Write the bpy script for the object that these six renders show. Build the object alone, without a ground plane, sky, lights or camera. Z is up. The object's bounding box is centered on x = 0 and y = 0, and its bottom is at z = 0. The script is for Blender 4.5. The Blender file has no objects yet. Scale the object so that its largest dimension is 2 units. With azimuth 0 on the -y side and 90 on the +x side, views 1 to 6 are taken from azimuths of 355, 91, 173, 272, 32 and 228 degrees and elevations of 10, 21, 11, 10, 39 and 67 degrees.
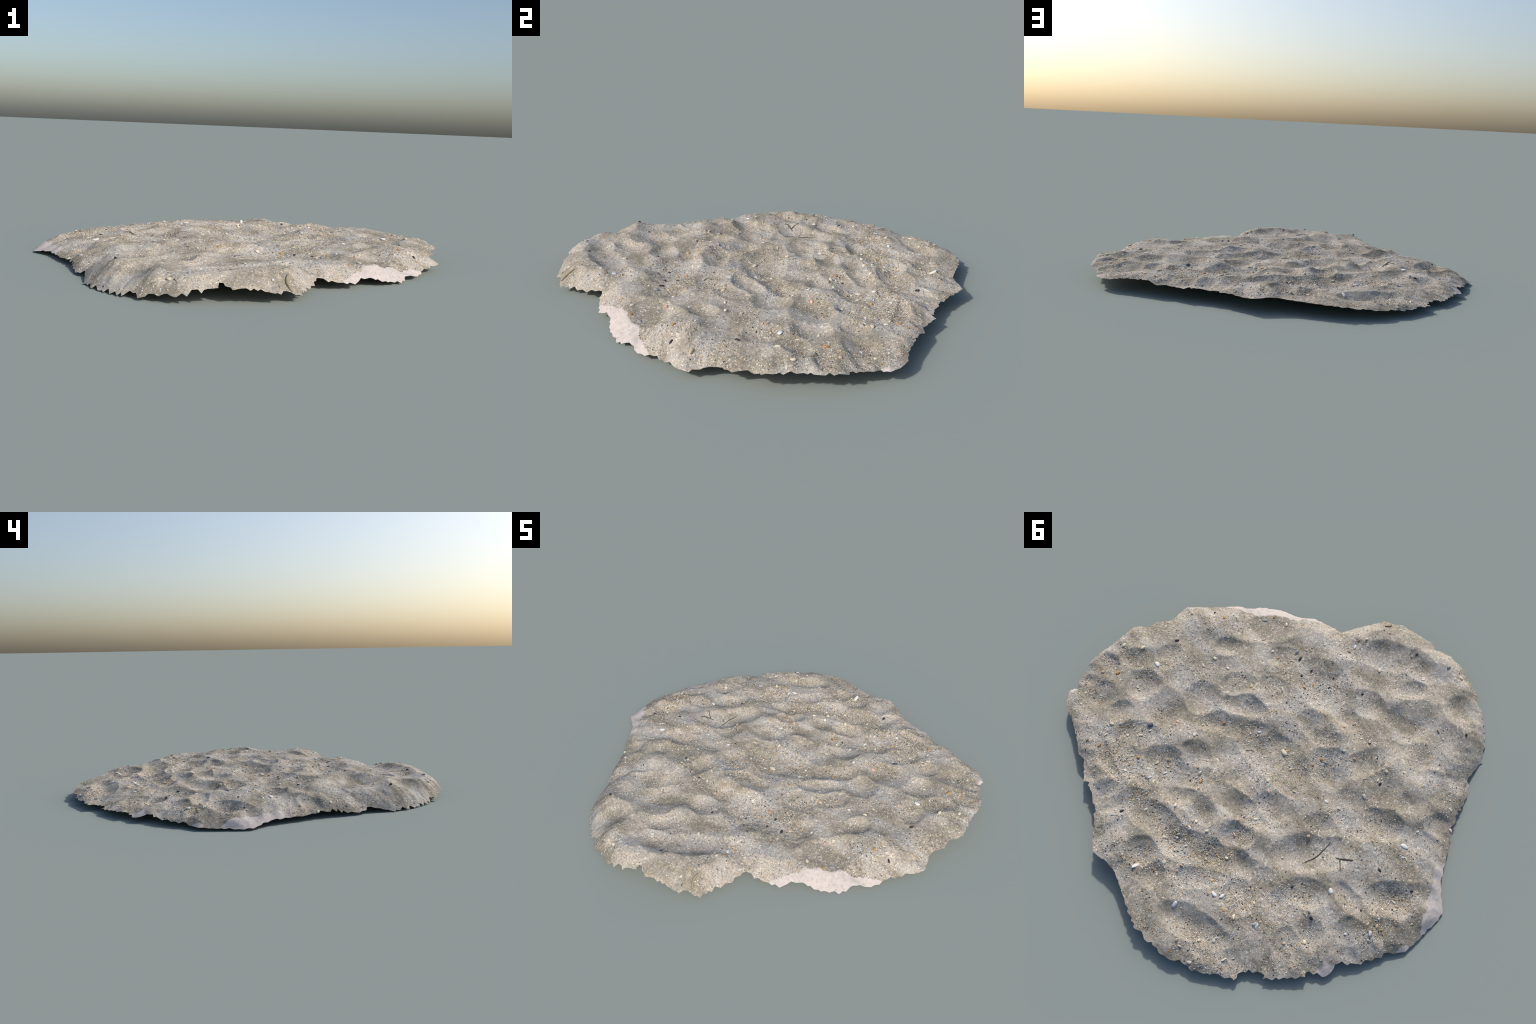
"""A trampled patch of beach sand, scanned as a thin crust: dimpled grey-tan sand
with a saw-tooth rim stepped by the scan, bare pale patches along the rim, scattered pebbles,
shell bits, two twigs and a curved worm-tube shell."""
import math
import random
import bpy
import numpy as np
from mathutils import Vector, Matrix, Quaternion
from mathutils.geometry import delaunay_2d_cdt

rng = np.random.default_rng(20)
random.seed(20)

# ------------------------------------------------------------------ controls
# rim of the crust (x, y, z), anticlockwise seen from below; teeth are added by rule
RIM = np.array([
    (0.686, 0.625, 0.071), (0.894, 0.536, 0.055), (0.944, 0.478, 0.053), (0.928, 0.448, 0.050), (0.952, 0.419, 0.057), (0.960, 0.347, 0.062),
    (0.992, 0.317, 0.069), (1.001, 0.032, 0.067), (0.951, -0.025, 0.056), (0.955, -0.070, 0.049), (0.914, -0.126, 0.047), (0.920, -0.244, 0.036),
    (0.739, -0.453, 0.017), (0.706, -0.469, 0.020), (0.679, -0.516, 0.009), (0.587, -0.580, 0.015), (0.477, -0.611, 0.033), (0.427, -0.664, 0.021),
    (0.268, -0.684, 0.049), (0.174, -0.901, 0.025), (0.113, -0.912, 0.045), (0.090, -0.941, 0.038), (-0.089, -0.957, 0.055), (-0.122, -0.925, 0.074), (-0.158, -0.950, 0.058),
    (-0.201, -0.972, 0.044), (-0.296, -0.969, 0.027), (-0.323, -0.948, 0.035), (-0.431, -0.915, 0.008), (-0.449, -0.886, 0.020), (-0.493, -0.871, 0.004),
    (-0.624, -0.735, 0.002), (-0.640, -0.699, 0.002), (-0.659, -0.656, 0.003), (-0.674, -0.538, 0.026), (-0.695, -0.531, 0.014),
    (-0.725, -0.473, 0.012), (-0.769, -0.342, 0.026), (-0.832, -0.229, 0.020), (-0.898, -0.101, 0.023), (-0.994, -0.005, 0.008), (-0.992, 0.226, 0.012),
    (-0.942, 0.282, 0.021), (-0.940, 0.316, 0.019), (-0.884, 0.410, 0.028), (-0.835, 0.458, 0.035), (-0.824, 0.546, 0.021), (-0.766, 0.577, 0.028),
    (-0.776, 0.598, 0.033), (-0.661, 0.728, 0.025), (-0.643, 0.714, 0.030), (-0.583, 0.764, 0.025), (-0.583, 0.815, 0.027), (-0.431, 0.917, 0.029),
    (-0.369, 0.921, 0.036), (-0.338, 0.952, 0.038), (-0.138, 0.973, 0.055), (0.081, 0.889, 0.062), (0.159, 0.879, 0.068), (0.238, 0.893, 0.064),
    (0.384, 0.764, 0.062), (0.509, 0.708, 0.062), (0.525, 0.721, 0.058), (0.608, 0.652, 0.058), (0.652, 0.652, 0.056)])

# hollows trodden into the sand: x, y, half length, half width, heading in degrees, depth
HOLLOWS = [
    (-0.305, -0.542, 0.120, 0.098, 54, 0.030), (-0.436, -0.755, 0.094, 0.074, 55, 0.030), (-0.197, -0.661, 0.068, 0.046, 49, 0.014),
    (-0.088, -0.462, 0.085, 0.060, 20, 0.025), (0.023, -0.706, 0.129, 0.070, 27, 0.022), (-0.139, -0.780, 0.093, 0.057, 1, 0.018),
    (0.558, -0.399, 0.146, 0.078, 45, 0.030), (0.588, -0.203, 0.065, 0.049, 43, 0.020), (0.209, -0.615, 0.093, 0.077, 174, 0.020),
    (0.110, -0.383, 0.169, 0.101, 172, 0.034), (0.357, -0.363, 0.074, 0.054, 45, 0.014), (0.393, -0.107, 0.082, 0.057, 44, 0.018),
    (0.276, -0.190, 0.077, 0.067, 44, 0.022), (0.301, -0.040, 0.100, 0.050, 33, 0.024), (0.270, 0.078, 0.091, 0.048, 22, 0.022),
    (-0.028, -0.200, 0.106, 0.061, 180, 0.024), (0.175, 0.009, 0.062, 0.039, 45, 0.015), (-0.040, 0.007, 0.147, 0.076, 172, 0.034),
    (-0.193, -0.103, 0.096, 0.088, 11, 0.030), (-0.045, 0.313, 0.145, 0.052, 4, 0.028), (-0.161, 0.206, 0.090, 0.062, 23, 0.020),
    (-0.412, 0.229, 0.144, 0.081, 46, 0.032), (-0.137, 0.408, 0.079, 0.061, 44, 0.026), (-0.225, 0.477, 0.106, 0.041, 171, 0.024),
    (-0.367, 0.108, 0.076, 0.057, 12, 0.018), (0.818, 0.389, 0.070, 0.060, 25, 0.022), (0.847, 0.148, 0.084, 0.054, 42, 0.020),
    (0.752, 0.035, 0.071, 0.064, 26, 0.022), (0.710, 0.219, 0.083, 0.072, 31, 0.026), (0.563, 0.230, 0.105, 0.086, 8, 0.030),
    (0.689, 0.388, 0.059, 0.050, 32, 0.022), (0.921, 0.255, 0.066, 0.039, 8, 0.018), (0.468, 0.074, 0.082, 0.076, 27, 0.026),
    (0.543, 0.409, 0.089, 0.059, 42, 0.024), (0.316, 0.421, 0.119, 0.084, 9, 0.030), (0.528, 0.579, 0.122, 0.038, 164, 0.022),
    (0.144, 0.616, 0.160, 0.058, 6, 0.032), (0.099, 0.751, 0.071, 0.055, 39, 0.030), (0.272, 0.288, 0.068, 0.064, 173, 0.026),
    (0.181, 0.468, 0.098, 0.052, 13, 0.024), (0.056, 0.442, 0.075, 0.052, 11, 0.024), (-0.001, 0.781, 0.061, 0.059, 144, 0.022),
    (0.430, 0.673, 0.060, 0.037, 43, 0.014), (0.036, 0.637, 0.079, 0.045, 1, 0.020), (-0.300, 0.801, 0.158, 0.062, 17, 0.034),
    (-0.344, 0.583, 0.072, 0.070, 89, 0.026), (-0.153, 0.651, 0.090, 0.054, 44, 0.016), (-0.428, 0.814, 0.103, 0.042, 27, 0.016),
    (-0.519, 0.373, 0.097, 0.061, 46, 0.026), (-0.654, 0.468, 0.070, 0.051, 134, 0.026), (-0.809, 0.125, 0.128, 0.076, 48, 0.032),
    (-0.764, 0.343, 0.063, 0.051, 50, 0.016), (-0.849, 0.238, 0.059, 0.055, 115, 0.022), (-0.689, 0.255, 0.106, 0.041, 180, 0.024),
    (-0.537, -0.074, 0.091, 0.066, 25, 0.028), (-0.436, -0.201, 0.092, 0.080, 123, 0.014), (-0.705, -0.261, 0.059, 0.044, 52, 0.018),
    (-0.786, -0.170, 0.078, 0.043, 160, 0.020), (-0.448, -0.474, 0.122, 0.081, 49, 0.018), (-0.591, -0.238, 0.091, 0.054, 25, 0.012),
    # long troughs that link them
    (0.060, 0.070, 0.230, 0.060, 173, 0.024), (-0.060, 0.570, 0.200, 0.065, 25, 0.024), (-0.400, 0.470, 0.190, 0.060, 8, 0.015),
    (0.470, 0.520, 0.160, 0.060, 171, 0.022), (0.220, 0.355, 0.110, 0.055, 9, 0.022), (-0.050, -0.345, 0.150, 0.055, 165, 0.018),
    (-0.400, -0.560, 0.200, 0.080, 6, 0.018), (-0.620, -0.390, 0.150, 0.060, 13, 0.018), (-0.850, 0.080, 0.140, 0.060, 62, 0.022),
    (-0.950, 0.120, 0.110, 0.050, 109, 0.018), (-0.630, 0.590, 0.080, 0.055, 141, 0.022), (-0.500, 0.800, 0.070, 0.055, 170, 0.020),
    (-0.450, 0.010, 0.100, 0.055, 11, 0.014), (0.320, 0.650, 0.110, 0.050, 53, 0.018), (-0.300, -0.240, 0.120, 0.060, 65, 0.024),
    (-0.680, -0.520, 0.110, 0.075, 60, 0.028), (0.340, 0.110, 0.080, 0.050, 40, 0.020), (-0.120, -0.780, 0.090, 0.060, 10, 0.020)]

# crests, mounds and dips between the hollows: x, y, rise
MOUNDS = [
    (-0.06, -0.23, 0.016), (0.28, -0.15, 0.018), (0.40, -0.11, 0.016), (0.56, -0.18, 0.018), (0.70, -0.24, 0.014), (0.69, 0.00, 0.014),
    (0.84, 0.12, 0.014), (0.81, 0.34, 0.016), (0.37, 0.27, 0.018), (-0.09, 0.32, 0.014), (-0.23, 0.31, 0.014), (0.01, 0.29, 0.016),
    (0.08, 0.46, 0.018), (0.08, 0.55, 0.016), (0.16, 0.78, 0.016), (0.45, 0.66, 0.016), (0.51, 0.39, 0.014), (0.55, 0.19, 0.014),
    (-0.65, -0.24, 0.022), (-0.68, 0.27, 0.016), (-0.65, -0.07, 0.016), (-0.21, -0.56, 0.018), (-0.31, -0.64, 0.018), (-0.36, 0.61, 0.018),
    (-0.54, -0.65, 0.014), (-0.09, -0.05, 0.014), (-0.45, 0.08, 0.014), (0.10, 0.79, 0.010),
    (0.01, -0.27, 0.015), (-0.12, -0.28, 0.015), (0.14, -0.12, 0.012), (0.23, -0.20, 0.012), (0.29, -0.05, 0.012), (-0.26, -0.15, 0.014),
    (-0.44, 0.42, 0.016), (-0.55, 0.44, 0.006), (-0.58, 0.02, 0.015), (-0.70, -0.04, 0.015), (-0.60, -0.15, 0.015), (-0.43, -0.68, 0.010),
    (-0.28, 0.29, 0.012), (0.62, 0.39, 0.012), (0.16, -0.47, 0.013), (-0.56, -0.35, 0.016), (-0.61, 0.17, 0.012), (-0.09, -0.45, 0.014),
    (0.13, 0.33, 0.013), (0.08, 0.69, 0.012), (0.47, 0.50, 0.012),
    # and dips (negative rise)
    (0.14, 0.12, -0.013), (0.05, 0.23, -0.018), (-0.10, 0.23, -0.014), (-0.19, 0.11, -0.007), (-0.08, -0.35, -0.014), (-0.37, -0.24, -0.015),
    (-0.38, -0.05, -0.012), (0.05, 0.63, -0.012), (-0.12, 0.54, -0.016), (-0.24, 0.51, -0.014), (-0.30, 0.37, -0.014),
    (-0.71, 0.16, -0.014), (-0.80, 0.11, -0.018), (-0.97, 0.20, -0.012), (-0.37, -0.43, -0.018), (-0.20, -0.50, -0.014),
    (-0.26, -0.06, -0.013), (-0.01, -0.10, -0.015), (0.08, 0.03, -0.012), (0.40, 0.42, -0.015), (0.66, 0.55, -0.014),
    (0.44, -0.53, -0.014), (-0.27, -0.83, -0.012), (-0.50, -0.42, -0.013), (-0.60, -0.47, -0.012), (-0.45, -0.10, -0.010), (-0.32, 0.00, -0.012),
    (-0.60, 0.13, -0.010), (0.20, 0.38, -0.012), (0.45, 0.44, -0.008), (0.38, -0.44, -0.013), (-0.12, 0.24, -0.006), (-0.62, 0.50, -0.010),
    (-0.23, 0.25, -0.020), (-0.30, 0.27, -0.010), (-0.31, -0.05, -0.009), (-0.27, -0.12, -0.010), (-0.48, -0.21, -0.012), (-0.48, -0.37, -0.011),
    (-0.63, -0.32, -0.012), (-0.35, -0.53, -0.012), (-0.65, 0.18, -0.016), (0.17, 0.20, -0.014), (0.03, 0.12, -0.008), (0.24, 0.49, -0.010),
    (0.10, -0.49, -0.012), (0.35, 0.11, -0.010), (0.09, 0.53, -0.008), (-0.45, 0.76, -0.010), (-0.11, -0.41, -0.012), (-0.53, -0.63, -0.010),
    (-0.31, 0.39, 0.011), (-0.22, 0.10, 0.011), (-0.57, -0.16, 0.010), (-0.80, -0.10, 0.010), (-0.45, 0.01, 0.011), (-0.51, -0.76, 0.011),
    (-0.06, 0.42, 0.010), (-0.10, 0.54, 0.010), (-0.32, -0.30, 0.009), (-0.76, -0.11, 0.008), (0.19, 0.69, 0.009), (-0.44, 0.17, 0.010),
    (-0.06, -0.23, 0.006), (0.14, -0.09, 0.007), (0.10, 0.08, 0.006), (-0.03, 0.26, 0.008), (-0.01, -0.03, 0.008)]

# spot heights: places the surface is known to pass through (x, y, z)
SPOTS = np.array([
    (-0.692, -0.084, 0.079), (-0.607, 0.278, 0.077), (0.287, -0.420, 0.084), (0.518, 0.326, 0.088), (0.737, 0.098, 0.093), (-0.404, -0.279, 0.104),
    (-0.203, -0.215, 0.106), (0.145, -0.014, 0.072), (-0.009, -0.027, 0.064), (-0.372, 0.178, 0.083), (-0.067, 0.127, 0.095), (-0.155, 0.290, 0.078),
    (-0.313, 0.008, 0.076), (-0.536, 0.155, 0.079), (-0.451, 0.125, 0.055), (-0.431, 0.277, 0.059), (-0.274, 0.640, 0.073), (0.053, 0.800, 0.069),
    (0.288, 0.705, 0.078), (-0.320, -0.892, 0.081), (0.062, -0.886, 0.083), (0.126, -0.876, 0.066), (0.488, -0.367, 0.079), (0.475, -0.508, 0.086),
    (0.550, -0.499, 0.081), (0.077, -0.815, 0.118), (-0.025, -0.642, 0.088), (-0.237, -0.645, 0.090), (-0.204, -0.753, 0.085), (-0.093, -0.828, 0.102),
    (-0.056, -0.491, 0.091), (-0.257, -0.324, 0.098), (-0.414, -0.125, 0.088), (-0.717, -0.362, 0.049), (-0.685, -0.177, 0.075), (-0.841, 0.287, 0.065),
    (-0.405, 0.899, 0.035), (-0.187, 0.788, 0.061), (0.871, 0.435, 0.057), (0.834, 0.260, 0.088), (0.576, -0.057, 0.096), (0.778, -0.063, 0.084),
    (0.852, -0.221, 0.082), (0.934, 0.142, 0.086), (0.856, 0.089, 0.099), (0.650, 0.449, 0.078),
    (0.588, -0.488, 0.056), (0.640, -0.448, 0.044), (0.645, -0.365, 0.084), (0.727, -0.423, 0.032), (0.455, -0.578, 0.055), (0.486, -0.541, 0.070)])

# stretches of rim where the sand has no surface grain, only pale fill (x, y outlines)
BARE = [
    [(0.380, -0.665), (0.425, -0.618), (0.448, -0.600), (0.455, -0.578), (0.474, -0.575), (0.486, -0.540), (0.500, -0.548), (0.538, -0.512), (0.560, -0.512),
     (0.588, -0.488), (0.618, -0.455), (0.668, -0.445), (0.727, -0.423), (0.785, -0.390), (0.85, -0.42), (0.80, -0.60), (0.40, -0.75)],
    [(-0.863, -0.171), (-0.835, -0.130), (-0.854, -0.099), (-0.879, -0.070), (-0.883, -0.055), (-0.904, -0.026), (-0.912, 0.019), (-0.929, 0.025),
     (-0.944, 0.049), (-0.937, 0.061), (-0.985, 0.126), (-1.10, 0.12), (-1.10, -0.20)],
    [(-1.02, 0.190), (-0.980, 0.200), (-0.968, 0.216), (-0.965, 0.250), (-1.0, 0.29)],
    [(-0.83, 0.564), (-0.786, 0.542), (-0.800, 0.522), (-0.785, 0.496), (-0.812, 0.490), (-0.834, 0.470), (-0.9, 0.5)],
    [(0.96, 0.50), (0.96, 0.455), (0.930, 0.453), (0.917, 0.466), (0.928, 0.492)]]

LEVEL = 0.0935         # height of the crests in the middle of the patch
# width over which the sand rolls down to its rim, by bearing from the centre in degrees
SKIRT = [(-180, 0.17), (-153, 0.14), (-140, 0.16), (-110, 0.10), (-90, 0.09), (-42, 0.105), (-20, 0.12), (0, 0.15),
         (20, 0.11), (90, 0.11), (122, 0.15), (138, 0.15), (175, 0.17), (180, 0.17)]


# ------------------------------------------------------------------ noise and fields
def lattice(ix, iy, seed):
    n = (ix * 374761393 + iy * 668265263 + seed * 1442695041) & 0xFFFFFFFF
    n = ((n ^ (n >> 13)) * 1274126177) & 0xFFFFFFFF
    return ((n ^ (n >> 16)) & 0xFFFF) / 65535.0


def value_noise(x, y, scale, seed):
    x, y = x * scale + 100.0, y * scale + 100.0
    ix, iy = np.floor(x).astype(np.int64), np.floor(y).astype(np.int64)
    fx, fy = x - ix, y - iy
    fx, fy = fx * fx * fx * (fx * (fx * 6 - 15) + 10), fy * fy * fy * (fy * (fy * 6 - 15) + 10)
    a, b = lattice(ix, iy, seed), lattice(ix + 1, iy, seed)
    c, d = lattice(ix, iy + 1, seed), lattice(ix + 1, iy + 1, seed)
    return (a + (b - a) * fx) * (1 - fy) + (c + (d - c) * fx) * fy - 0.5


def fbm(x, y, scale, seed, octaves=3):
    return sum(value_noise(x * math.cos(k) - y * math.sin(k), x * math.sin(k) + y * math.cos(k), scale * 2.1 ** k, seed + k) * 0.5 ** k
               for k in range(octaves))


def hollow_field(x, y):
    wx = x + 0.018 * fbm(x, y, 9, 3)
    wy = y + 0.018 * fbm(x, y, 9, 7)
    total = np.zeros_like(x)
    for cx, cy, a, b, heading, depth in HOLLOWS:
        c, s = math.cos(math.radians(heading)), math.sin(math.radians(heading))
        cx, cy = cx - 0.016, cy - 0.008
        u = ((wx - cx) * c + (wy - cy) * s) / (a * 1.18)
        v = (-(wx - cx) * s + (wy - cy) * c) / (b * 1.18)
        total += (depth * np.clip(1 - u * u - v * v, 0, 1) ** 1.1) ** 4
    return total ** 0.25


def mound_field(x, y):
    return sum(rise * np.exp(-((x - mx) ** 2 + (y - my) ** 2) / (2 * 0.040 ** 2)) for mx, my, rise in MOUNDS)


def rim_distance(x, y, rim):
    """distance to the rim and the rim's height at the nearest point"""
    best, height = np.full(x.shape, 9.0), np.zeros(x.shape)
    weight, mean = np.zeros(x.shape), np.zeros(x.shape)
    for (ax, ay, az), (bx, by, bz) in zip(rim, np.roll(rim, -1, 0)):
        ex, ey = bx - ax, by - ay
        t = np.clip(((x - ax) * ex + (y - ay) * ey) / (ex * ex + ey * ey), 0, 1)
        d = np.hypot(x - ax - t * ex, y - ay - t * ey)
        near = d < best
        best, height = np.where(near, d, best), np.where(near, az + t * (bz - az), height)
        w = math.hypot(ex, ey) / (d + 0.004) ** 3
        weight, mean = weight + w, mean + w * (az + t * (bz - az))
    return best, mean / weight


def inside(x, y, outline):
    hit = np.zeros(x.shape, bool)
    o = np.asarray(outline)
    for (ax, ay), (bx, by) in zip(o[:, :2], np.roll(o[:, :2], -1, 0)):
        if ay == by:
            continue
        hit ^= ((ay > y) != (by > y)) & (x < (bx - ax) * (y - ay) / (by - ay) + ax)
    return hit


def table(x, y):
    """top of the sand before it rolls off to the rim"""
    return LEVEL + 0.0068 * x - 0.0141 * y - 0.003 * x * x + 0.0275 * x * y - 0.0112 * y * y - hollow_field(x, y) + mound_field(x, y)


def skirt_width(x, y):
    return np.interp(np.degrees(np.arctan2(y, x)), *zip(*SKIRT))


def rolled(x, y, d, zr, top):
    """sand rolling off to the rim; beyond the rim line (d < 0) the slope runs on down"""
    t = np.clip(d / skirt_width(x, y), -0.15, 1)
    return zr + (top - zr) * (1 - (1 - t) ** 1.6)


def toothed_rim():
    """walk round the rim and tear it: runs of saw teeth between smoother stretches"""
    out = []
    for a, b in zip(RIM, np.roll(RIM, -1, 0)):
        length = np.linalg.norm((b - a)[:2])
        tangent = (b - a)[:2] / length
        normal = np.array([tangent[1], -tangent[0]])
        along, sign = 0.0, 1
        while along < length - 0.008:
            p = a + (b - a) * along / length
            q = p.copy()
            if along > 0:
                rough = np.clip(0.75 + 2.0 * value_noise(p[:1], p[1:2], 5.0, 11)[0], 0.4, 1)
                q[:2] += normal * 0.012 * fbm(p[:1], p[1:2], 9.0, 15)[0]
                q[:2] += normal * rough * (0.0105 if sign > 0 else -0.0075) * rng.uniform(0.15, 1.0)
                sign = -sign if rng.random() < 0.85 else sign
            q[0] = np.clip(q[0], -1.0, 1.0)
            q[1] = np.clip(q[1], -0.973, 0.973)
            out.append(q)
            along += rng.uniform(0.009, 0.026)
    return np.array(out)


JAGGED = toothed_rim()  # saw teeth imitate the stepped boundary of the scan mesh

# lift or drop the table near the known spots
sx, sy, sz = SPOTS.T
sd, szr = rim_distance(sx, sy, RIM)
roll = 1 - (1 - np.clip(sd / skirt_width(sx, sy), 0, 1)) ** 1.6
gap = (sz - rolled(sx, sy, sd, szr, table(sx, sy))) / np.maximum(roll, 0.6)
REACH = 0.085
K = np.exp(-((sx[:, None] - sx) ** 2 + (sy[:, None] - sy) ** 2) / (2 * REACH ** 2))
SPOT_WEIGHT = np.linalg.solve(K + 0.15 * np.eye(len(sx)), gap)


def surface(x, y, fine=True):
    x, y = np.asarray(x, float), np.asarray(y, float)
    d, zr = rim_distance(x, y, RIM)
    d = np.where(inside(x, y, RIM), d, -d)
    top = table(x, y)
    for px, py, w in zip(sx, sy, SPOT_WEIGHT):
        top = top + w * np.exp(-((x - px) ** 2 + (y - py) ** 2) / (2 * REACH ** 2))
    z = rolled(x, y, d, zr, top)
    if fine:
        soft = np.clip(d / 0.02, 0, 1)
        # furrows running down the skirt, square to the rim
        bearing = np.arctan2(y, x)
        run = 3.0 * np.cos(bearing), 3.0 * np.sin(bearing)
        flank = np.clip(d / 0.03, 0, 1) * np.clip(1 - d / 0.16, 0, 1)
        z = z + 0.026 * flank * fbm(run[0], run[1], 4.5, 91, 2)
        z = z + soft * (0.004 * fbm(x, y, 14, 21) + 0.0016 * fbm(x, y, 60, 31) + 0.0005 * fbm(x, y, 170, 41, 2))
    return np.maximum(z, 0.001), d


# ------------------------------------------------------------------ node helpers
def new_material(name):
    m = bpy.data.materials.new(name)
    m.use_nodes = True
    t = m.node_tree
    for n in list(t.nodes):
        t.nodes.remove(n)
    out = t.nodes.new("ShaderNodeOutputMaterial")
    b = t.nodes.new("ShaderNodeBsdfPrincipled")
    t.links.new(b.outputs[0], out.inputs[0])
    return m, t, b


def node(t, kind, **inputs):
    n = t.nodes.new(kind)
    for k, v in inputs.items():
        if k in n.inputs.keys():
            n.inputs[k].default_value = v
        else:
            setattr(n, k, v)
    return n


def ramp(t, source, stops, interpolation="LINEAR"):
    r = t.nodes.new("ShaderNodeValToRGB")
    r.color_ramp.interpolation = interpolation
    e = r.color_ramp.elements
    while len(e) < len(stops):
        e.new(0.5)
    for el, (pos, col) in zip(e, stops):
        el.position = pos
        el.color = (*col, 1) if len(col) == 3 else col
    t.links.new(source, r.inputs[0])
    return r.outputs[0]


def mix(t, factor, a, b, blend="MIX"):
    n = t.nodes.new("ShaderNodeMix")
    n.data_type, n.blend_type = "RGBA", blend
    for sock, v in ((n.inputs[0], factor), (n.inputs[6], a), (n.inputs[7], b)):
        if isinstance(v, bpy.types.NodeSocket):
            t.links.new(v, sock)
        else:
            sock.default_value = v if not isinstance(v, tuple) or len(v) == 4 else (*v, 1)
    return n.outputs[2]


def grey(v):
    return (v, v, v)


def sand_material():
    m, t, b = new_material("beach_sand")
    co = node(t, "ShaderNodeTexCoord").outputs["Object"]

    def noise(scale, detail=2.0, rough=0.6):
        n = node(t, "ShaderNodeTexNoise", Scale=scale, Detail=detail, Roughness=rough)
        t.links.new(co, n.inputs["Vector"])
        return n.outputs[0]

    def cells(scale):
        n = node(t, "ShaderNodeTexVoronoi", Scale=scale)
        t.links.new(co, n.inputs["Vector"])
        return n.outputs["Distance"], n.outputs["Color"]

    # sand tone stretched along x: pale sand and dark olive patches imitating baked shade
    along_x = node(t, "ShaderNodeMapping")
    along_x.inputs["Scale"].default_value = (0.62, 1.0, 1.0)
    t.links.new(co, along_x.inputs["Vector"])

    def streak(scale, detail, rough):
        n = node(t, "ShaderNodeTexNoise", Scale=scale, Detail=detail, Roughness=rough)
        t.links.new(along_x.outputs[0], n.inputs["Vector"])
        return n.outputs[0]

    sand_shade = ramp(t, streak(9.5, 4, 0.55), [(0.34, (0.270, 0.242, 0.192)), (0.44, (0.325, 0.291, 0.236)), (0.52, (0.418, 0.374, 0.314)), (0.66, (0.495, 0.447, 0.384))])
    grey_shade = ramp(t, streak(10, 3, 0.5), [(0.52, grey(0)), (0.64, grey(0.7))])  # grey patches stand in for skylit shade on the slopes
    sand_shade = mix(t, grey_shade, sand_shade, (0.400, 0.384, 0.356))
    # fine grain: every grain its own tone
    _, grain = cells(520)
    sep = node(t, "ShaderNodeSeparateColor")
    t.links.new(grain, sep.inputs[0])
    tone = ramp(t, sep.outputs[0], [(0.0, grey(0.62)), (0.25, grey(0.87)), (0.75, grey(1.08)), (1.0, grey(1.38))])
    col = mix(t, 1.0, sand_shade, tone, "MULTIPLY")
    # blotchy grain at a few millimetres
    blot = ramp(t, noise(150, 3, 0.7), [(0.34, grey(0.80)), (0.5, grey(1.0)), (0.66, grey(1.16))])
    col = mix(t, 1.0, col, blot, "MULTIPLY")
    # coarse grain, each its own tone, strongest where the sand is gravelly
    edge, coarse = cells(105)
    sep1 = node(t, "ShaderNodeSeparateColor")
    t.links.new(coarse, sep1.inputs[0])
    coarse = ramp(t, sep1.outputs[2], [(0.0, grey(0.62)), (0.15, grey(0.90)), (0.75, grey(1.02)), (0.92, grey(1.14)), (1.0, grey(1.5))])
    rubble = ramp(t, streak(6, 3, 0.6), [(0.38, grey(0.35)), (0.6, grey(0.95))])
    col = mix(t, rubble, col, mix(t, 1.0, col, coarse, "MULTIPLY"))
    # coarse specks: white shell, ochre, slate
    dist, kind = cells(150)
    sep2 = node(t, "ShaderNodeSeparateColor")
    t.links.new(kind, sep2.inputs[0])
    speck_col = ramp(t, sep2.outputs[1], [(0.0, (0.06, 0.055, 0.05)), (0.30, (0.13, 0.11, 0.09)), (0.31, (0.40, 0.25, 0.12)), (0.45, (0.55, 0.38, 0.2)),
                                          (0.46, (0.62, 0.54, 0.42)), (0.75, (0.75, 0.70, 0.60)), (0.76, (0.78, 0.78, 0.78)), (1.0, (0.85, 0.85, 0.86))])
    chosen = ramp(t, sep2.outputs[0], [(0.74, grey(0)), (0.76, grey(1))])
    spot = ramp(t, dist, [(0.30, grey(1)), (0.46, grey(0))])
    where = ramp(t, noise(9, 3, 0.6), [(0.38, grey(0.25)), (0.6, grey(1))])
    mask = mix(t, 1.0, mix(t, 1.0, chosen, spot, "MULTIPLY"), where, "MULTIPLY")
    col = mix(t, mask, col, speck_col)
    t.links.new(col, b.inputs["Base Color"])
    b.inputs["Roughness"].default_value = 0.95
    b.inputs["Specular IOR Level"].default_value = 0.15
    bump = node(t, "ShaderNodeBump", Strength=0.15, Distance=0.002)
    t.links.new(mix(t, 0.5, blot, tone), bump.inputs["Height"])
    t.links.new(bump.outputs[0], b.inputs["Normal"])
    return m


def bare_material():
    m, t, b = new_material("pale_bare_fill")
    co = node(t, "ShaderNodeTexCoord").outputs["Object"]
    v = node(t, "ShaderNodeTexVoronoi", Scale=62.0)
    t.links.new(co, v.inputs["Vector"])
    n = node(t, "ShaderNodeTexNoise", Scale=70.0, Detail=3.0)
    t.links.new(co, n.inputs["Vector"])
    fleck = ramp(t, v.outputs["Distance"], [(0.14, grey(0.80)), (0.34, grey(1.0))])
    cloud = ramp(t, n.outputs[0], [(0.35, (0.50, 0.445, 0.415)), (0.62, (0.56, 0.505, 0.475))])
    t.links.new(mix(t, 1.0, cloud, fleck, "MULTIPLY"), b.inputs["Base Color"])
    b.inputs["Roughness"].default_value = 0.9
    b.inputs["Specular IOR Level"].default_value = 0.2
    return m


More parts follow.
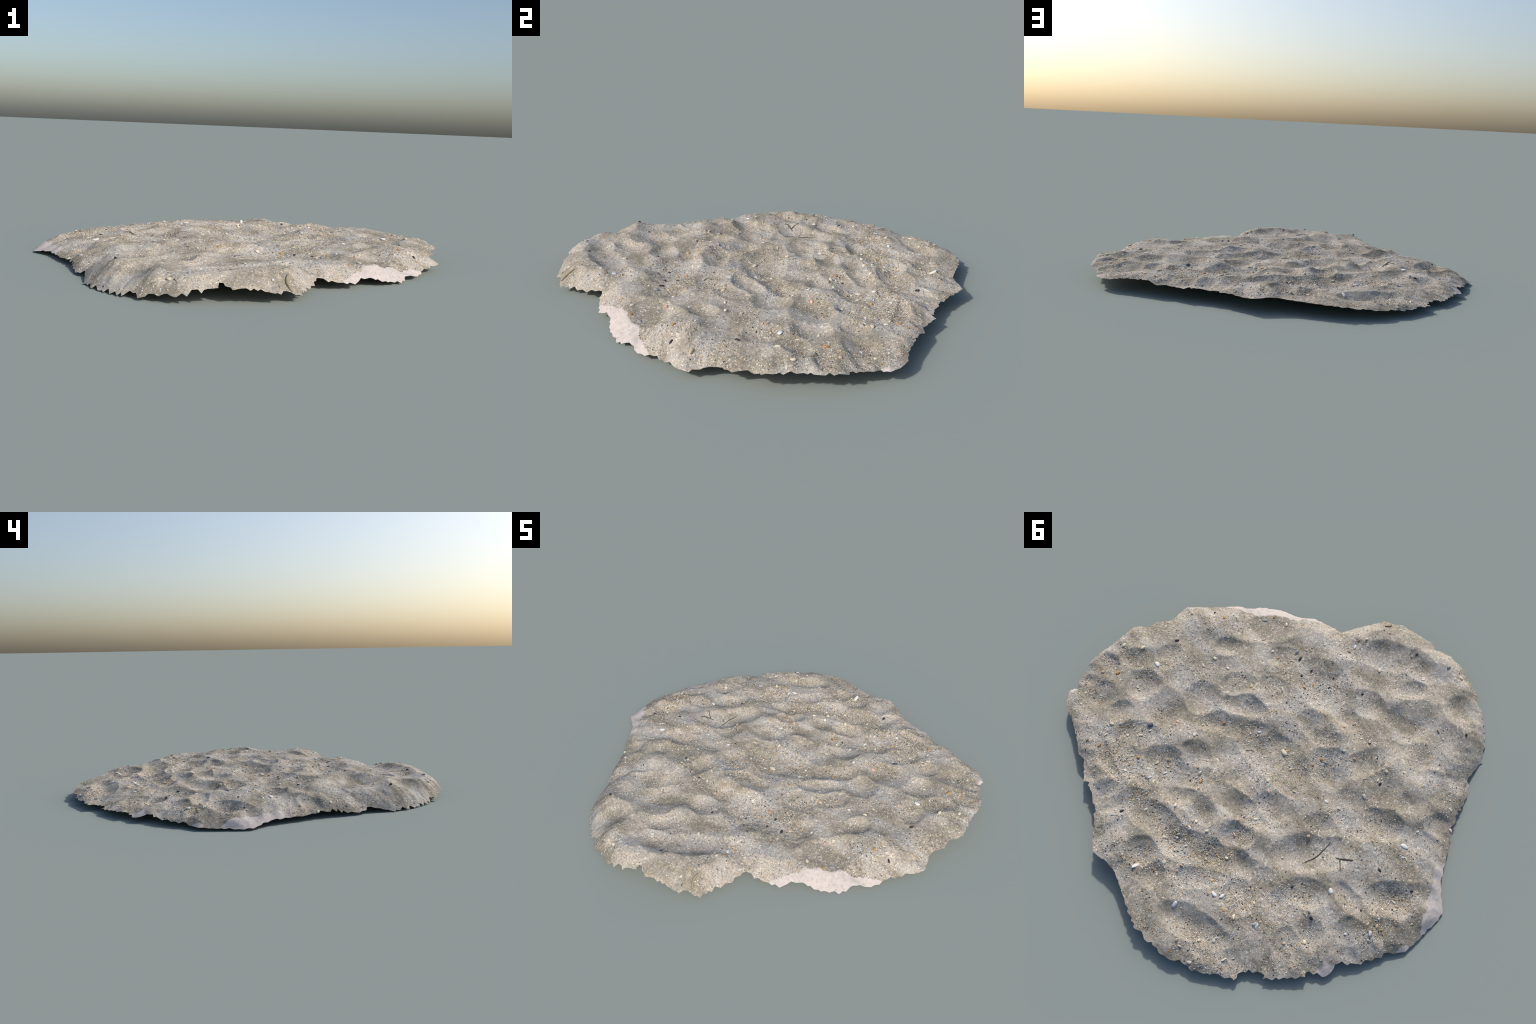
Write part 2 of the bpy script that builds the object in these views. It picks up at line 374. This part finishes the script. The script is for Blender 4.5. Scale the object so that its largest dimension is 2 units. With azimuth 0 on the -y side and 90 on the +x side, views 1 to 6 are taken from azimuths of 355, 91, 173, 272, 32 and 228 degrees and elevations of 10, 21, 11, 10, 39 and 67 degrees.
def stone_material(name, colour, vary=0.18, rough=0.7):
    m, t, b = new_material(name)
    co = node(t, "ShaderNodeTexCoord").outputs["Object"]
    n = node(t, "ShaderNodeTexNoise", Scale=160.0, Detail=3.0)
    t.links.new(co, n.inputs["Vector"])
    info = node(t, "ShaderNodeObjectInfo")
    body = ramp(t, n.outputs[0], [(0.3, tuple(c * (1 - vary) for c in colour)), (0.7, tuple(min(1, c * (1 + vary)) for c in colour))])
    each = ramp(t, info.outputs["Random"], [(0.0, grey(0.78)), (1.0, grey(1.12))])
    t.links.new(mix(t, 1.0, body, each, "MULTIPLY"), b.inputs["Base Color"])
    b.inputs["Roughness"].default_value = rough
    b.inputs["Specular IOR Level"].default_value = 0.3
    return m


SAND = sand_material()
PALE = bare_material()
STONES = {
    "white": stone_material("white_shell", (0.64, 0.635, 0.62), 0.06),
    "cream": stone_material("cream_quartz", (0.66, 0.60, 0.46), 0.12),
    "tan": stone_material("tan_pebble", (0.55, 0.43, 0.29), 0.18),
    "ochre": stone_material("ochre_pebble", (0.46, 0.27, 0.11), 0.2),
    "pink": stone_material("pink_pebble", (0.60, 0.40, 0.31), 0.12),
    "umber": stone_material("umber_grain", (0.24, 0.195, 0.135), 0.25),
    "grey": stone_material("grey_pebble", (0.33, 0.34, 0.36), 0.2),
    "dark": stone_material("dark_stone", (0.035, 0.036, 0.042), 0.3),
    "slate": stone_material("slate_stone", (0.12, 0.13, 0.165), 0.35),
}
WOOD = stone_material("dark_driftwood", (0.085, 0.073, 0.055), 0.35, 0.85)
TUBE = stone_material("worm_tube_shell", (0.36, 0.30, 0.21), 0.25, 0.7)

# ------------------------------------------------------------------ the crust
step = 0.0052
gx, gy = np.meshgrid(np.arange(-1.0, 1.0, step), np.arange(-0.98, 0.98, step * 0.866))
gx = gx + (np.arange(gx.shape[0]) % 2)[:, None] * step / 2
gx, gy = gx.ravel(), gy.ravel()
gx, gy = gx + rng.uniform(-0.0006, 0.0006, gx.shape), gy + rng.uniform(-0.0006, 0.0006, gy.shape)
keep = inside(gx, gy, JAGGED)
gx, gy = gx[keep], gy[keep]
near, _ = rim_distance(gx, gy, JAGGED)
gx, gy = gx[near > 0.0035], gy[near > 0.0035]

n_rim = len(JAGGED)
flat = [Vector((p[0], p[1])) for p in JAGGED] + [Vector((a, b)) for a, b in zip(gx.tolist(), gy.tolist())]
points, _, faces, *_ = delaunay_2d_cdt(flat, [], [list(range(n_rim))], 1, 1e-7)
P = np.array([(p.x, p.y) for p in points])
PZ, _ = surface(P[:, 0], P[:, 1])
PD, _ = rim_distance(P[:, 0], P[:, 1], JAGGED)
V = np.column_stack([P, PZ])
FACES = np.array([f for f in faces if len(f) == 3], np.int32)
a, b, c = V[FACES[:, 0]], V[FACES[:, 1]], V[FACES[:, 2]]
up = np.cross(b - a, c - a)
FACES[up[:, 2] < 0] = FACES[up[:, 2] < 0][:, ::-1]
fn = np.cross(V[FACES[:, 1]] - V[FACES[:, 0]], V[FACES[:, 2]] - V[FACES[:, 0]])
VN = np.zeros_like(V)
for k in range(3):
    np.add.at(VN, FACES[:, k], fn)
VN /= np.linalg.norm(VN, axis=1)[:, None]

root = bpy.data.objects.new("sand_patch", None)
bpy.context.scene.collection.objects.link(root)
root["label"] = "thin dimpled slab of grey-tan beach sand with pebbles and jagged scan edge"
root["category"] = "beach sand"


def add(obj, parent=root):
    bpy.context.scene.collection.objects.link(obj)
    obj.parent = parent
    return obj


def region(name, faces, material, verts=V, normals=VN):
    used, index = np.unique(faces, return_inverse=True)
    me = bpy.data.meshes.new(name)
    me.from_pydata(verts[used].tolist(), [], index.reshape(-1, 3).tolist())
    me.materials.append(material)
    me.polygons.foreach_set("use_smooth", [True] * len(me.polygons))
    me.update()
    if normals is not None:
        me.normals_split_custom_set_from_vertices(normals[used].tolist())
    return add(bpy.data.objects.new(name, me))


mid = V[FACES].mean(1)
bare = np.zeros(len(FACES), bool)
wob = 0.006 * fbm(mid[:, 0], mid[:, 1], 70, 51)
for outline in BARE:
    bare |= inside(mid[:, 0] + wob, mid[:, 1] - wob, outline)
sand = region("sand_surface", FACES[~bare], SAND)
region("bare_rim_patch", FACES[bare], PALE)

# underside: the crust thickens from a knife edge at the rim to a few millimetres
under = V.copy()
under[:, 2] = np.maximum(V[:, 2] - np.clip(PD * 0.35, 0, 0.007), 0.0)
region("sand_underside", FACES[:, ::-1], SAND, under, None)


# ------------------------------------------------------------------ stones
def lump(name, material, seed, subdiv=2, squash=(1, 1, 1), rough=0.26):
    import bmesh
    r = np.random.default_rng(seed)
    bm = bmesh.new()
    bmesh.ops.create_icosphere(bm, subdivisions=subdiv, radius=1.0)
    ph = r.uniform(0, 6.28, 6)
    cut = [Vector(r.normal(size=3)).normalized() for _ in range(4)]
    for v in bm.verts:
        p = v.co.copy()
        s = 1 + rough * (math.sin(2.1 * p.x + ph[0]) * math.sin(1.9 * p.y + ph[1]) + 0.6 * math.sin(3.3 * p.z + ph[2] + p.x))
        for n in cut:
            k = p.dot(n)
            if k > 0.72:
                s *= 0.72 / k + (1 - 0.72 / k) * 0.35
        v.co = Vector((p.x * s * squash[0], p.y * s * squash[1], p.z * s * squash[2]))
    me = bpy.data.meshes.new(name)
    bm.to_mesh(me)
    bm.free()
    for poly in me.polygons:
        poly.use_smooth = True
    if material:
        me.materials.append(material)
    return me


SHAPES = {}
for tint, mat in STONES.items():
    squash = (1, 0.74, 0.42) if tint == "white" else (1, 0.8, 0.6)
    SHAPES[tint] = [lump("pebble_" + tint, mat, 100 + 7 * k + len(tint), 2, (squash[0], squash[1] * q, squash[2])) for k, q in enumerate((1.0, 0.8, 1.1, 0.6))]


def slope(x, y, e=0.006):
    z, _ = surface(np.array([x, x + e, x]), np.array([y, y, y + e]), False)
    return Vector((-(z[1] - z[0]) / e, -(z[2] - z[0]) / e, 1)).normalized()


def place(tint, x, y, size, heading, sink=0.25, name=None, stretch=1.0, kind=None):
    me = SHAPES[tint][random.randrange(4) if kind is None else kind]
    o = bpy.data.objects.new(name or ("shell_fragment" if tint == "white" else "pebble"), me)
    z, _ = surface(np.array([x]), np.array([y]))
    n = slope(x, y)
    q = n.to_track_quat("Z", "Y") @ Quaternion((0, 0, 1), heading)
    o.rotation_mode = "QUATERNION"
    o.rotation_quaternion = q
    r = size / 2
    o.scale = (r * stretch, r, r)
    o.location = Vector((x, y, z[0])) + n * (r * 0.38 * (1 - 2 * sink))
    return add(o)


# the stones that stand out: tint, x, y, diameter, heading, stretch
LANDMARKS = [
    ("white", -0.692, -0.084, 0.026, 0.9, 1.3), ("white", -0.607, 0.278, 0.025, 0.4, 1.0), ("dark", 0.287, -0.420, 0.016, 2.3, 1.6),
    ("slate", 0.518, 0.326, 0.023, 0.8, 1.1), ("white", 0.737, 0.098, 0.026, 0.2, 1.15), ("cream", -0.404, -0.279, 0.018, 0.1, 1.0),
    ("white", -0.203, -0.215, 0.017, 0.6, 1.2), ("white", 0.145, -0.014, 0.018, 1.2, 1.1), ("cream", -0.009, -0.027, 0.026, 0.5, 1.3),
    ("tan", -0.372, 0.178, 0.020, 0.0, 1.0), ("cream", -0.067, 0.127, 0.018, 2.0, 1.1), ("cream", -0.155, 0.290, 0.018, 0.2, 1.0),
    ("white", -0.313, 0.008, 0.015, 1.0, 1.2), ("white", -0.274, 0.640, 0.021, 0.7, 1.3), ("white", 0.053, 0.800, 0.022, 1.3, 1.7),
    ("dark", 0.285, 0.688, 0.018, 0.6, 1.2), ("cream", -0.320, -0.892, 0.019, 0.4, 1.0), ("white", 0.062, -0.886, 0.013, 0.9, 1.2),
    ("pink", 0.488, -0.367, 0.018, 0.5, 1.2), ("cream", 0.514, -0.335, 0.014, 0.0, 1.2), ("cream", 0.475, -0.508, 0.015, 0.2, 1.5),
    ("ochre", 0.550, -0.499, 0.013, 0.0, 1.2), ("pink", 0.077, -0.815, 0.011, 0.0, 1.0), ("cream", -0.025, -0.642, 0.015, 0.9, 1.5),
    ("ochre", -0.237, -0.645, 0.008, 0.2, 1.0), ("white", -0.204, -0.753, 0.012, 0.6, 1.3), ("dark", -0.093, -0.828, 0.013, 0.3, 1.1),
    ("dark", -0.056, -0.491, 0.013, 0.0, 1.0), ("dark", -0.257, -0.324, 0.012, 0.0, 1.2), ("white", -0.414, -0.125, 0.017, 2.4, 1.4),
    ("white", -0.717, -0.362, 0.015, 0.9, 1.4), ("cream", -0.779, -0.301, 0.015, 1.2, 1.3), ("white", -0.685, -0.177, 0.013, 0.9, 1.0),
    ("white", -0.841, 0.287, 0.020, 0.5, 1.1), ("white", -0.405, 0.899, 0.019, 0.4, 1.1), ("white", -0.187, 0.788, 0.021, 1.1, 1.4),
    ("cream", 0.871, 0.435, 0.016, 0.3, 1.0), ("ochre", 0.834, 0.260, 0.018, 0.2, 1.3), ("cream", 0.576, -0.057, 0.016, 0.9, 1.2),
    ("dark", 0.778, -0.063, 0.015, 1.9, 1.5), ("tan", 0.852, -0.221, 0.016, 1.2, 2.0), ("cream", 0.934, 0.142, 0.019, 0.5, 1.1),
    ("cream", 0.856, 0.089, 0.018, 0.4, 1.3), ("cream", 0.650, 0.449, 0.020, 0.9, 1.2)]
for tint, x, y, size, heading, stretch in LANDMARKS:
    place(tint, x, y, size, heading, 0.35, "dark_stone" if tint in ("dark", "slate") else None, stretch, 0)


def scatter(count, seed, margin):
    """random spots on the sand, thicker in the gravelly half and down in the hollows"""
    r = np.random.default_rng(seed)
    out = []
    while len(out) < count:
        x, y = r.uniform(-1, 1, 4000), r.uniform(-0.97, 0.97, 4000)
        ok = inside(x, y, JAGGED)
        x, y = x[ok], y[ok]
        d, _ = rim_distance(x, y, RIM)
        for outline in BARE:
            ok = ~inside(x, y, outline) & (d > margin)
            x, y, d = x[ok], y[ok], d[ok]
        side = 0.45 + 0.38 * np.clip(0.4 * x + 0.9 * y, -0.9, 1.0)
        chance = side * (0.55 + 0.7 * (hollow_field(x, y) / 0.02) ** 1.5) * (0.8 + 1.5 * fbm(x, y, 7, 61))
        ok = r.uniform(0, 1, len(x)) < chance
        out += list(zip(x[ok], y[ok]))
    return np.array(out[:count])


TINTS = ["white", "cream", "tan", "ochre", "grey", "dark", "pink"]
ODDS = [0.24, 0.36, 0.18, 0.07, 0.08, 0.05, 0.02]
taken = np.array([(l[1], l[2]) for l in LANDMARKS])
for x, y in scatter(252, 71, 0.03):
    if np.hypot(*(taken - (x, y)).T).min() < 0.02:
        continue
    tint = TINTS[rng.choice(7, p=ODDS)]
    place(tint, x, y, 0.009 + 0.010 * rng.random() ** 2, rng.uniform(0, 6.28), rng.uniform(0.15, 0.5), None, rng.uniform(0.9, 1.5))


def grit(tint, spots, seed, least=0.0016, most=0.0040):
    """thousands of grains pressed into the sand, joined"""
    r = np.random.default_rng(seed)
    base = lump("grain", None, seed, 1, (1, 0.75, 0.36), 0.2)
    bv = np.array([v.co for v in base.vertices])
    bf = np.array([p.vertices for p in base.polygons])
    bpy.data.meshes.remove(base)
    x, y = spots.T
    z, _ = surface(x, y)
    zx, _ = surface(x + 0.006, y, False)
    zy, _ = surface(x, y + 0.006, False)
    z0, _ = surface(x, y, False)
    n = np.column_stack([-(zx - z0) / 0.006, -(zy - z0) / 0.006, np.ones_like(z)])
    n /= np.linalg.norm(n, axis=1)[:, None]
    size = least + (most - least) * r.random(len(x)) ** 2.2
    turn = r.uniform(0, 6.28, len(x))
    ux = np.column_stack([np.cos(turn), np.sin(turn), np.zeros_like(turn)])
    ux -= n * (ux * n).sum(1)[:, None]
    ux /= np.linalg.norm(ux, axis=1)[:, None]
    uy = np.cross(n, ux)
    size_x = size * r.uniform(0.9, 1.7, len(x))
    pts = (np.column_stack([x, y, z])[:, None] + n[:, None] * (size * r.uniform(-0.1, 0.12, len(x)))[:, None, None]
           + ux[:, None] * (bv[None, :, 0] * size_x[:, None])[..., None]
           + uy[:, None] * (bv[None, :, 1] * size[:, None])[..., None] + n[:, None] * (bv[None, :, 2] * size[:, None])[..., None])
    tri = bf[None] + (np.arange(len(x)) * len(bv))[:, None, None]
    me = bpy.data.meshes.new(tint + "_grit")
    me.from_pydata(pts.reshape(-1, 3).tolist(), [], tri.reshape(-1, 3).tolist())
    me.polygons.foreach_set("use_smooth", [True] * len(me.polygons))
    me.materials.append(STONES[tint])
    o = add(bpy.data.objects.new(tint + "_grit", me))
    o["kind"] = "stuff"


GRIT_TINTS = ["white", "cream", "tan", "ochre", "umber", "grey", "dark", "pink"]
GRIT_ODDS = [0.19, 0.30, 0.17, 0.07, 0.12, 0.06, 0.07, 0.02]
spots = scatter(30000, 83, 0.008)
share = rng.choice(8, len(spots), p=GRIT_ODDS)
for k, tint in enumerate(GRIT_TINTS):
    grit(tint, spots[share == k], 200 + k)


# ------------------------------------------------------------------ twigs and tube
def rod(name, path, radii, material, lift=0.6, sides=8):
    """a bent tapering rod lying on the sand"""
    xy = np.array(path, float)
    t = np.linspace(0, len(xy) - 1, 6 * len(xy))
    k = np.clip(t.astype(int), 0, len(xy) - 2)
    f = t - k
    p0, p1, p2, p3 = xy[np.maximum(k - 1, 0)], xy[k], xy[k + 1], xy[np.minimum(k + 2, len(xy) - 1)]
    f = f[:, None]
    c = 0.5 * (2 * p1 + (p2 - p0) * f + (2 * p0 - 5 * p1 + 4 * p2 - p3) * f ** 2 + (3 * p1 - p0 - 3 * p2 + p3) * f ** 3)
    rad = np.interp(t, np.linspace(0, len(xy) - 1, len(radii)), radii)
    z, _ = surface(c[:, 0], c[:, 1], False)
    z = np.convolve(np.pad(z, 2, "edge"), np.ones(5) / 5, "valid") + rad * lift
    line = np.column_stack([c, z])
    tan = np.gradient(line, axis=0)
    tan /= np.linalg.norm(tan, axis=1)[:, None]
    side = np.cross(tan, (0, 0, 1.0))
    side /= np.linalg.norm(side, axis=1)[:, None]
    high = np.cross(side, tan)
    verts, quads = [], []
    for i, (q, r) in enumerate(zip(line, rad)):
        for s in range(sides):
            ang = 6.28318 * s / sides
            verts.append(q + r * (1 + 0.12 * math.sin(5 * i + 3 * s)) * (math.cos(ang) * side[i] + math.sin(ang) * high[i]))
    for i in range(len(line) - 1):
        for s in range(sides):
            s2 = (s + 1) % sides
            quads.append((i * sides + s, i * sides + s2, (i + 1) * sides + s2, (i + 1) * sides + s))
    quads.append(tuple(range(sides))[::-1])
    quads.append(tuple(range((len(line) - 1) * sides, len(line) * sides)))
    me = bpy.data.meshes.new(name)
    me.from_pydata([tuple(v) for v in verts], [], quads)
    for poly in me.polygons:
        poly.use_smooth = True
    me.materials.append(material)
    return add(bpy.data.objects.new(name, me))


rod("twig", [(-0.453, 0.120), (-0.456, 0.165), (-0.455, 0.215), (-0.444, 0.250), (-0.432, 0.286)], (0.0009, 0.0014, 0.0019, 0.0014, 0.0008), WOOD)
rod("twig", [(-0.522, 0.158), (-0.540, 0.149), (-0.560, 0.136), (-0.580, 0.119)], (0.0018, 0.0028, 0.0034, 0.0024), WOOD, 0.8)
rod("twig", [(-0.536, 0.152), (-0.552, 0.168), (-0.566, 0.183), (-0.576, 0.193)], (0.003, 0.0024, 0.0018, 0.001), WOOD)
rod("worm_tube", [(0.126, -0.842), (0.119, -0.858), (0.119, -0.876), (0.127, -0.893), (0.136, -0.905)], (0.003, 0.0052, 0.0062, 0.0056, 0.0035), TUBE, -0.1, 12)
rod("shell_splinter", [(0.306, 0.735), (0.293, 0.722), (0.278, 0.708)], (0.0014, 0.0022, 0.0016), STONES["white"])
